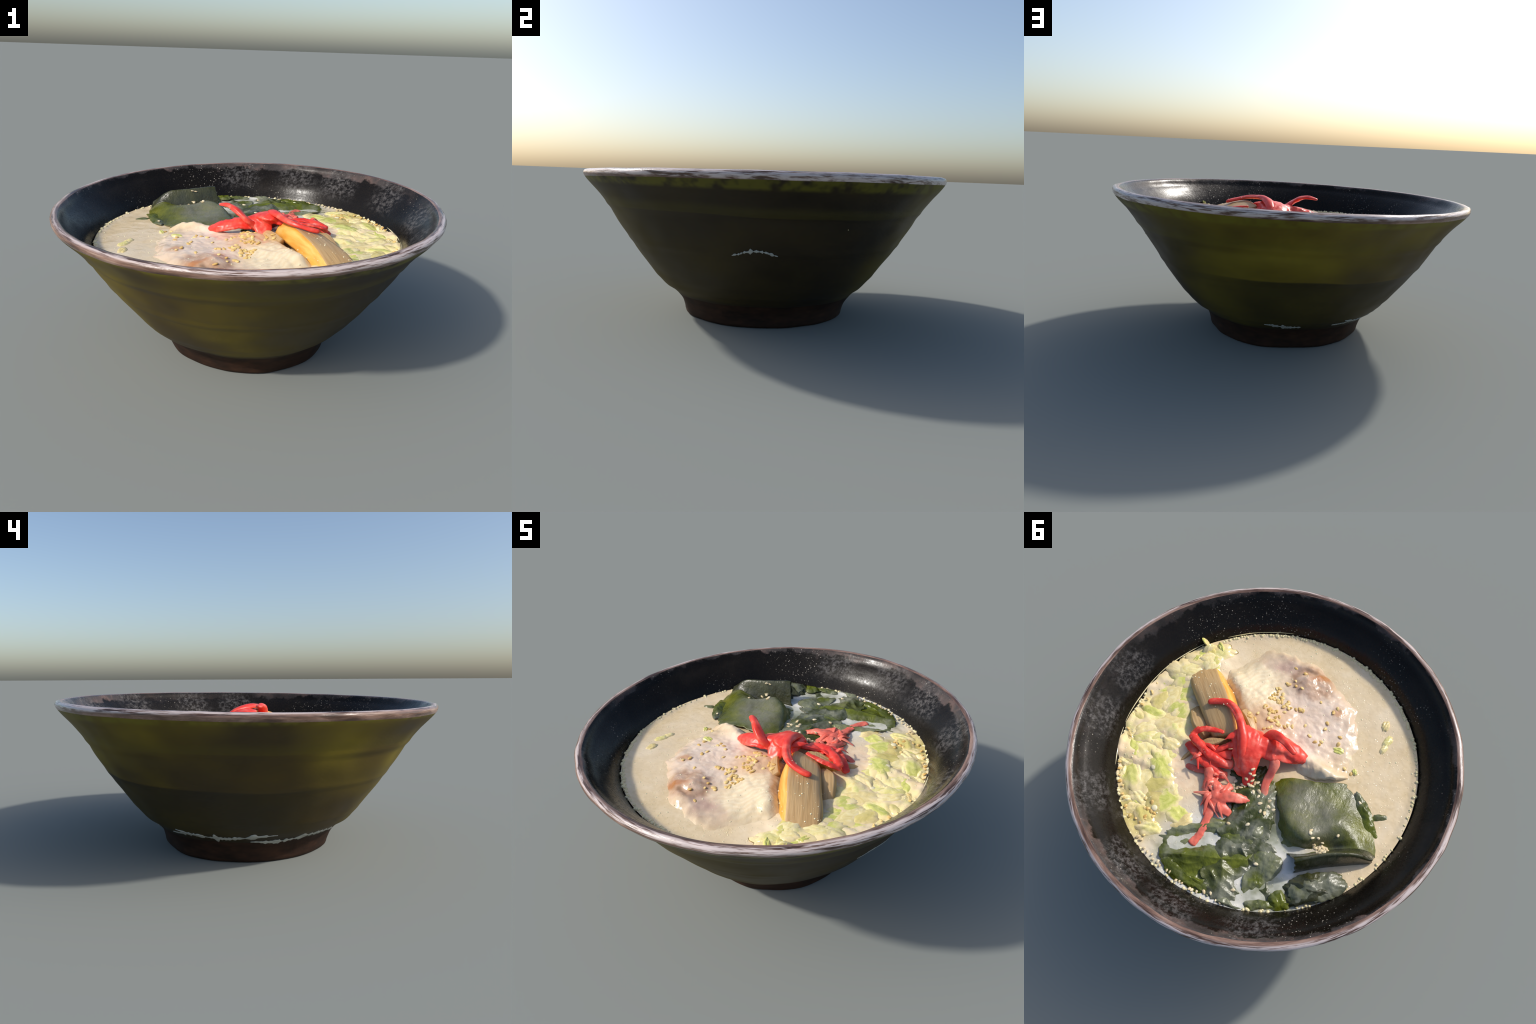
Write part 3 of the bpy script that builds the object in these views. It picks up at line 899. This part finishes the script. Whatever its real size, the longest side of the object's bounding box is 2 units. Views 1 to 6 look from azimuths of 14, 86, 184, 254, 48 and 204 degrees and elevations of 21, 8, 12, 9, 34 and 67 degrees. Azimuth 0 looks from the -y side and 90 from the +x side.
for i in range(nu):
    col = [catmull([sink(r[c]) for r in FOLD], i / (nu - 1)) for c in range(5)]
    for j in range(nv):
        p = catmull(col, j / (nv - 1))
        k = 0.0055 * fbm(p[0], p[1], p[2], 10, 4) + 0.006 * (abs(n3(p[0] * 1.6, p[1], p[2], 9)) - 0.3)
        # ragged, gently scalloped border
        e = max(0, 1 - min(j, nv - 1 - j, i, nu - 1 - i) / 5)
        k2 = e * (0.016 * n3(p[0], p[1], p[2], 14) + 0.010 * n3(p[0], p[1], p[2] + 3, 34))
        p = [p[0] + k2, p[1] + k2 * 0.8, p[2] + 0.4 * k2]
        P.append((p[0] + k, p[1] + k * 0.6, p[2] + k))
cut = 44        # where the sheet turns up into the standing wall
thick_sheet("seaweed_frond", P[:(cut + 1) * nv], cut + 1, nv, WAK_SHEET, wak, 0.005)
thick_sheet("seaweed_wall", P[cut * nv:], nu - cut, nv, WAK_DEEP, wak, 0.005)


def frond(outline, base, lift, mat, seed, ragged=0.12, wr=0.012, tilt=(0, 0)):
    cx = sum(p[0] for p in outline) / len(outline)
    cy = sum(p[1] for p in outline) / len(outline)

    def zf(x, y, q):
        return base - 0.018 + lift * (1 - q ** 2.2) + wr * fbm(x, y, seed, 9, 4) + tilt[0] * (x - cx) + tilt[1] * (y - cy)
    return polar_patch("seaweed_frond", outline, mat, wak, zf, rings=22, segs=110, t=0.006, ragged=ragged, seed=seed)


FRONDS = [
    ([(-0.37, 0.574), (-0.454, 0.488), (-0.571, 0.428), (-0.632, 0.49), (-0.575, 0.57), (-0.487, 0.625), (-0.42, 0.655)], 0.622, 0.030, WAK_DARK),
    ([(0.096, 0.461), (0.012, 0.389), (-0.12, 0.303), (-0.156, 0.372), (-0.138, 0.462), (-0.115, 0.513), (-0.034, 0.501)], 0.604, 0.014, WAK_GREEN),
    ([(0.126, 0.56), (-0.007, 0.533), (-0.11, 0.541), (-0.113, 0.636), (-0.085, 0.721), (-0.001, 0.701), (0.062, 0.654)], 0.601, 0.006, WAK_SUNK),
    ([(-0.145, 0.517), (-0.19, 0.464), (-0.279, 0.472), (-0.304, 0.53), (-0.267, 0.612), (-0.227, 0.662), (-0.202, 0.717), (-0.156, 0.665)], 0.604, 0.015, WAK_GREEN),
    ([(0.304, 0.672), (0.243, 0.675), (0.147, 0.715), (0.04, 0.725), (-0.05, 0.735), (-0.12, 0.73), (-0.091, 0.768), (0.013, 0.79), (0.118, 0.783), (0.216, 0.752)], 0.606, 0.010, WAK_GREEN),
    ([(-0.044, 0.787), (-0.112, 0.753), (-0.17, 0.775), (-0.229, 0.765), (-0.212, 0.783), (-0.141, 0.79)], 0.606, 0.012, WAK_GREEN),
    ([(0.148, 0.149), (0.048, 0.087), (-0.056, 0.076), (-0.125, 0.206), (-0.127, 0.292), (-0.053, 0.378), (0.032, 0.359), (0.07, 0.239)], 0.602, 0.008, WAK_DARK),
    ([(-0.606, 0.078), (-0.706, 0.051), (-0.707, 0.072), (-0.634, 0.106)], 0.603, 0.006, WAK_GREEN),
    ([(-0.308, 0.702), (-0.307, 0.648), (-0.35, 0.619), (-0.408, 0.665), (-0.43, 0.660), (-0.37, 0.715)], 0.610, 0.020, WAK_GREEN),
    ([(-0.5, 0.021), (-0.545, 0.002), (-0.616, 0.071), (-0.663, 0.142), (-0.732, 0.243), (-0.682, 0.276), (-0.59, 0.174)], 0.603, 0.010, WAK_GREEN),
    ([(0.30, 0.60), (0.24, 0.59), (0.20, 0.64), (0.24, 0.69), (0.31, 0.665)], 0.603, 0.008, WAK_SUNK),
    ([(-0.43, 0.62), (-0.49, 0.57), (-0.57, 0.55), (-0.55, 0.585), (-0.48, 0.635)], 0.610, 0.016, WAK_DARK),
    ([(-0.20, 0.74), (-0.26, 0.70), (-0.33, 0.69), (-0.36, 0.70), (-0.30, 0.735), (-0.24, 0.765)], 0.606, 0.012, WAK_GREEN),
]
# crumpled fronds tangled in the broth: folds that stand proud show, troughs are drowned
TANGLE = [
    ([(0.33, 0.60), (0.16, 0.44), (0.02, 0.40), (-0.12, 0.44), (-0.14, 0.56), (-0.08, 0.74), (0.06, 0.775), (0.20, 0.735), (0.29, 0.69)], WAK_GREEN, 1.0, 0.5),
    ([(0.02, 0.46), (-0.14, 0.42), (-0.27, 0.45), (-0.34, 0.55), (-0.33, 0.68), (-0.20, 0.76), (-0.04, 0.775), (0.06, 0.66)], WAK_DARK, 7.0, -0.6),
    ([(0.12, 0.12), (0.02, 0.06), (-0.08, 0.08), (-0.15, 0.24), (-0.18, 0.40), (-0.08, 0.50), (0.06, 0.48), (0.13, 0.36), (0.08, 0.22)], WAK_DARK, 13.0, 1.1),
    ([(-0.34, 0.60), (-0.42, 0.50), (-0.56, 0.44), (-0.63, 0.46), (-0.58, 0.545), (-0.50, 0.61), (-0.40, 0.675)], WAK_DEEP, 19.0, 0.2),
]
for o, mt, sd, ang in TANGLE:
    ca, sa = math.cos(ang), math.sin(ang)

    def crumple(x, y, q, sd=sd, ca=ca, sa=sa):
        u, v = (ca * x + sa * y), (-sa * x + ca * y)
        fold = 1 - abs(2.0 * noise.noise(Vector((u * 2.6 + sd, v * 6.0, sd))))
        small = 1 - abs(2.0 * noise.noise(Vector((u * 9.0 + sd, v * 17.0, sd + 4))))
        up = 0.030 * gauss(x, y, -0.46, 0.55, 0.11) + 0.008 * gauss(x, y, 0.05, 0.6, 0.3)
        return SOUP_Z - 0.012 + up + 0.026 * fold + 0.010 * small - 0.010 * q ** 4 + 0.003 * fbm(x, y, sd, 24, 3)
    polar_patch("seaweed_frond", o, mt, wak, crumple, rings=60, segs=200, t=0.005, ragged=0.09, seed=sd)

for i, (o, b, l, mt) in enumerate(FRONDS):
    frond(o, b, l, mt, 3.1 + i * 2.7, 0.08, 0.018)

# surface lookup for whatever lies on top --------------------------------
bpy.context.view_layer.update()
dg = bpy.context.evaluated_depsgraph_get()


def top_surface():
    vs, fs = [], []
    for o in bpy.data.objects:
        if o.type == "MESH" and (o.parent is soup or o.parent is wak or o.parent is ginger):
            k = len(vs)
            vs += [v.co.copy() for v in o.data.vertices]
            fs += [[k + v for v in p.vertices] for p in o.data.polygons]
    return BVHTree.FromPolygons(vs, fs)


# cabbage -----------------------------------------------------------------
cab_data = []
for k in range(9):
    segs, rings = 40, 12
    V = []
    for i in range(rings):
        q = 0.03 + 0.97 * i / (rings - 1)
        for j in range(segs):
            a = TAU * j / segs
            rr = q * (1 + 0.35 * n3(math.cos(a) * 1.2 + k * 5, math.sin(a) * 1.2, k) + 0.18 * n3(math.cos(a) * 4 + k * 5, math.sin(a) * 4, k))
            x, y = rr * math.cos(a), rr * math.sin(a) * 0.62
            z = 0.34 * (1 - q ** 2.5) + 0.16 * n3(x * 0.8 + k * 7, y * 3.2, k, 1.3) + 0.05 * fbm(x + k * 7, y, k, 4.0, 3) - 0.55 * q ** 4
            V.append((x, y, z))
    f = grid_faces(rings, segs, True) + [tuple(range(segs))]
    o = mesh_object("cabbage_leaf", V, f, CABB)
    md = o.modifiers.new("Solidify", "SOLIDIFY"); md.thickness = 0.12; md.offset = -1
    d = bpy.context.evaluated_depsgraph_get()
    me = bpy.data.meshes.new_from_object(o.evaluated_get(d))
    me.name = "cabbage_leaf"
    bpy.data.objects.remove(o)
    cab_data.append(me)
cabbage = empty("cabbage", soup)
SURF = top_surface()


def put(data, name, x, y, z, size, rz, parent, tx=0.0, ty=0.0):
    ob = bpy.data.objects.new(name, data)
    COL.objects.link(ob)
    ob.parent = parent
    ob.location = (x, y, z)
    ob.scale = size if isinstance(size, tuple) else (size, size, size)
    ob.rotation_euler = (tx, ty, rz)
    return ob


CAB = [(0.576, -0.510), (0.618, -0.449), (0.672, -0.306), (0.665, -0.175), (0.69, -0.103), (0.70, -0.011), (0.68, 0.13), (0.69, 0.222), (0.616, 0.345),
       (0.616, 0.219), (0.50, 0.13), (0.49, 0.30), (0.615, -0.215), (0.557, -0.049), (0.604, 0.084), (0.545, 0.46), (0.455, 0.53), (0.39, 0.58), (0.295, 0.459),
       (0.40, 0.44), (0.63, 0.36), (0.263, 0.50)]
for k in range(44):
    a, r = math.radians(RNG.uniform(-40, 46)), RNG.uniform(0.52, 0.79)
    CAB.append((r * math.cos(a), r * math.sin(a)))
for k in range(16):
    CAB.append((RNG.uniform(0.50, 0.68), RNG.uniform(-0.52, -0.30)))
for i, (x, y) in enumerate(CAB):
    if math.hypot(x, y) > 0.775:
        continue
    s = RNG.uniform(0.075, 0.15)
    hit = SURF.ray_cast(Vector((x, y, 1)), Vector((0, 0, -1)))[0]
    if not hit or hit.z > broth_z(x, y) + 0.02:
        continue
    s = max(0.035, min(s, (0.81 - math.hypot(x, y)) / 0.75))
    put(cab_data[i % 9], "cabbage_leaf", x, y, max(SOUP_Z, broth_z(x, y) - 0.006) + RNG.uniform(-0.006, 0.003), (s, s, RNG.uniform(0.024, 0.038)), RNG.uniform(0, TAU), cabbage, RNG.uniform(-0.12, 0.12), RNG.uniform(-0.12, 0.12))
for x, y, s in ((-0.523, -0.435, 0.05), (-0.565, -0.349, 0.055), (-0.56, -0.30, 0.045), (-0.34, -0.185, 0.05), (-0.46, -0.11, 0.03)):
    put(cab_data[int(s * 900) % 9], "cabbage_leaf", x, y, SURF.ray_cast(Vector((x, y, 1)), Vector((0, 0, -1)))[0].z - 0.002, (s, s, 0.035), x * 9, cabbage)
# the shreds that climb the wall beyond the bamboo
put(cab_data[2], "cabbage_leaf", 0.580, -0.512, SOUP_Z + 0.022, (0.055, 0.045, 0.07), 0.8, cabbage, 0.3, -0.4)
put(cab_data[5], "cabbage_leaf", 0.525, -0.540, SOUP_Z + 0.012, (0.06, 0.045, 0.06), 2.3, cabbage)
put(cab_data[7], "cabbage_leaf", 0.622, -0.528, SOUP_Z + 0.048, (0.03, 0.018, 0.06), 2.3, cabbage, 0.4, 0.2)
put(cab_data[1], "cabbage_leaf", 0.622, -0.408, SOUP_Z + 0.016, (0.06, 0.05, 0.055), 1.3, cabbage)

# sesame ------------------------------------------------------------------
sesame = empty("sesame", soup)
gold = ellipsoid_data("sesame_seed", SES_GOLD, 0.0135, 0.0090, 0.0045, 0.25)
pale = ellipsoid_data("sesame_seed", SES_PALE, 0.0135, 0.0085, 0.0045, 0.3)
SURF = top_surface()


def seeds(cx, cy, n, spread, data, sx=1.0, sy=1.0, rot=0.0, size=(0.8, 1.1)):
    for _ in range(n):
        u, v = RNG.gauss(0, spread * sx), RNG.gauss(0, spread * sy)
        x = cx + math.cos(rot) * u - math.sin(rot) * v
        y = cy + math.sin(rot) * u + math.cos(rot) * v
        if math.hypot(x, y) > 0.785:
            continue
        hit, nrm, _, _ = SURF.ray_cast(Vector((x, y, 1)), Vector((0, 0, -1)))
        if not hit:
            continue
        s = RNG.uniform(*size)
        put(data, "sesame_seed", x, y, hit.z + RNG.uniform(0, 0.002), s, RNG.uniform(0, TAU), sesame, RNG.uniform(-0.35, 0.35), RNG.uniform(-0.35, 0.35))


for cx, cy, n, sp in ((0.095, -0.345, 15, 0.022), (0.03, -0.315, 9, 0.02), (-0.055, -0.34, 5, 0.02), (0.08, -0.245, 9, 0.022), (0.04, -0.20, 10, 0.025), (0.06, -0.46, 3, 0.02),
                      (0.0, -0.472, 3, 0.018), (0.10, -0.41, 3, 0.015), (0.02, -0.56, 2, 0.02), (-0.245, -0.395, 3, 0.02), (-0.225, -0.302, 2, 0.015), (-0.145, -0.41, 1, 0.01),
                      (0.04, -0.14, 8, 0.03), (-0.04, -0.195, 2, 0.02), (-0.20, -0.16, 2, 0.03), (-0.16, -0.22, 3, 0.05), (-0.32, -0.25, 2, 0.03), (-0.44, -0.12, 3, 0.02), (0.16, -0.20, 5, 0.03)):
    seeds(cx, cy, n, sp * 0.85, gold, size=(0.85, 1.15))
seeds(-0.435, 0.348, 24, 0.022, pale, 1.9, 0.7, -0.6)
seeds(0.0, 0.15, 16, 0.035, pale)
seeds(0.05, 0.21, 8, 0.03, pale)
seeds(-0.10, 0.26, 7, 0.025, pale)
for x, y in ((-0.058, 0.376), (-0.18, 0.545), (-0.126, 0.705), (-0.545, 0.045), (-0.50, 0.262), (0.03, 0.42)):
    seeds(x, y, 1, 0.003, pale)
seeds(0.455, 0.545, 30, 0.045, gold, 1.0, 0.7, -0.8)
for a0, a1, n, data in ((-15, 48, 22, gold), (56, 98, 20, pale)):
    for i in range(n):
        a = math.radians(lerp(a0, a1, (i + RNG.random()) / n))
        r = 0.790 - abs(RNG.gauss(0, 0.014))
        x, y = r * math.cos(a), r * math.sin(a)
        s = RNG.uniform(0.55, 0.95)
        put(data, "sesame_seed", x, y, SOUP_Z + 0.010 + RNG.uniform(0, 0.003), s, a + RNG.uniform(-0.8, 0.8), sesame, RNG.uniform(-0.4, 0.4), RNG.uniform(-0.5, 0.1))

# oil droplets, froth and highlight arcs modelled as pale threads ----------------------------------------
def joined_domes(name, items, mat, parent, segs=10, rings=4):
    V, F = [], []
    for x, y, z, r, h in items:
        k = len(V)
        for i in range(rings):
            q = math.cos(math.pi / 2 * i / rings)
            for j in range(segs):
                a = TAU * j / segs
                V.append((x + r * q * math.cos(a), y + r * q * math.sin(a), z + h * math.sin(math.pi / 2 * i / rings)))
        V.append((x, y, z + h))
        F += grid_faces(rings, segs, True, k)
        for j in range(segs):
            F.append((k + (rings - 1) * segs + j, k + (rings - 1) * segs + (j + 1) % segs, k + rings * segs))
    ob = mesh_object(name, V, F, mat, parent)
    ob["kind"] = "stuff"
    return ob


SURF = top_surface()
items = []


def drop(x, y, r, h):
    hit = SURF.ray_cast(Vector((x, y, 1)), Vector((0, 0, -1)))[0]
    if hit and math.hypot(x, y) < 0.785:
        items.append((x, y, hit.z - h * 0.25, r, h))


for x, y, r in ((0.616, 0.219, 0.022), (0.56, 0.202, 0.014), (0.607, -0.317, 0.016), (0.522, 0.166, 0.016), (0.616, 0.345, 0.02), (0.423, 0.482, 0.018), (0.434, 0.597, 0.02),
                (0.385, 0.576, 0.016), (0.46, 0.24, 0.014), (0.58, 0.10, 0.018), (0.53, 0.28, 0.02)):
    drop(x, y, r, r * 0.4)
for _ in range(520):
    a, r = RNG.uniform(-2.9, 1.0), 0.79 * math.sqrt(RNG.uniform(0.15, 1))
    s = 0.0015 + 0.004 * RNG.random() ** 3
    drop(r * math.cos(a), r * math.sin(a), s, s * 0.6)
joined_domes("oil_droplets", items, OIL, soup)
items = []
for i in range(420):
    a = RNG.gauss(-1.2, 1.4)
    r = 0.800 + RNG.gauss(0, 0.004)
    s = RNG.uniform(0.004, 0.011)
    items.append((r * math.cos(a), r * math.sin(a), SOUP_Z + 0.004, s, s * 0.9))
joined_domes("edge_froth", items, OIL, soup, 8, 3)

for a0, a1, dz in ((-78, -50, 0.014), (-42, 8, 0.022), (10, 26, 0.02)):
    pts = []
    for i in range(30):
        a = math.radians(lerp(a0, a1, i / 29))
        f = (SOUP_Z + dz) / rim_height(a)
        r = interp(IN_Z[::-1], IN_R[::-1], f) - 0.001
        pts.append(tuple(bowl_point(a, r, f, 0.6)))
    strand("modelled_glint_arc", pts, [0.002, 0.005, 0.004, 0.006, 0.002], OIL, soup, 0.8, 8, 60, a0, 0.12, False)
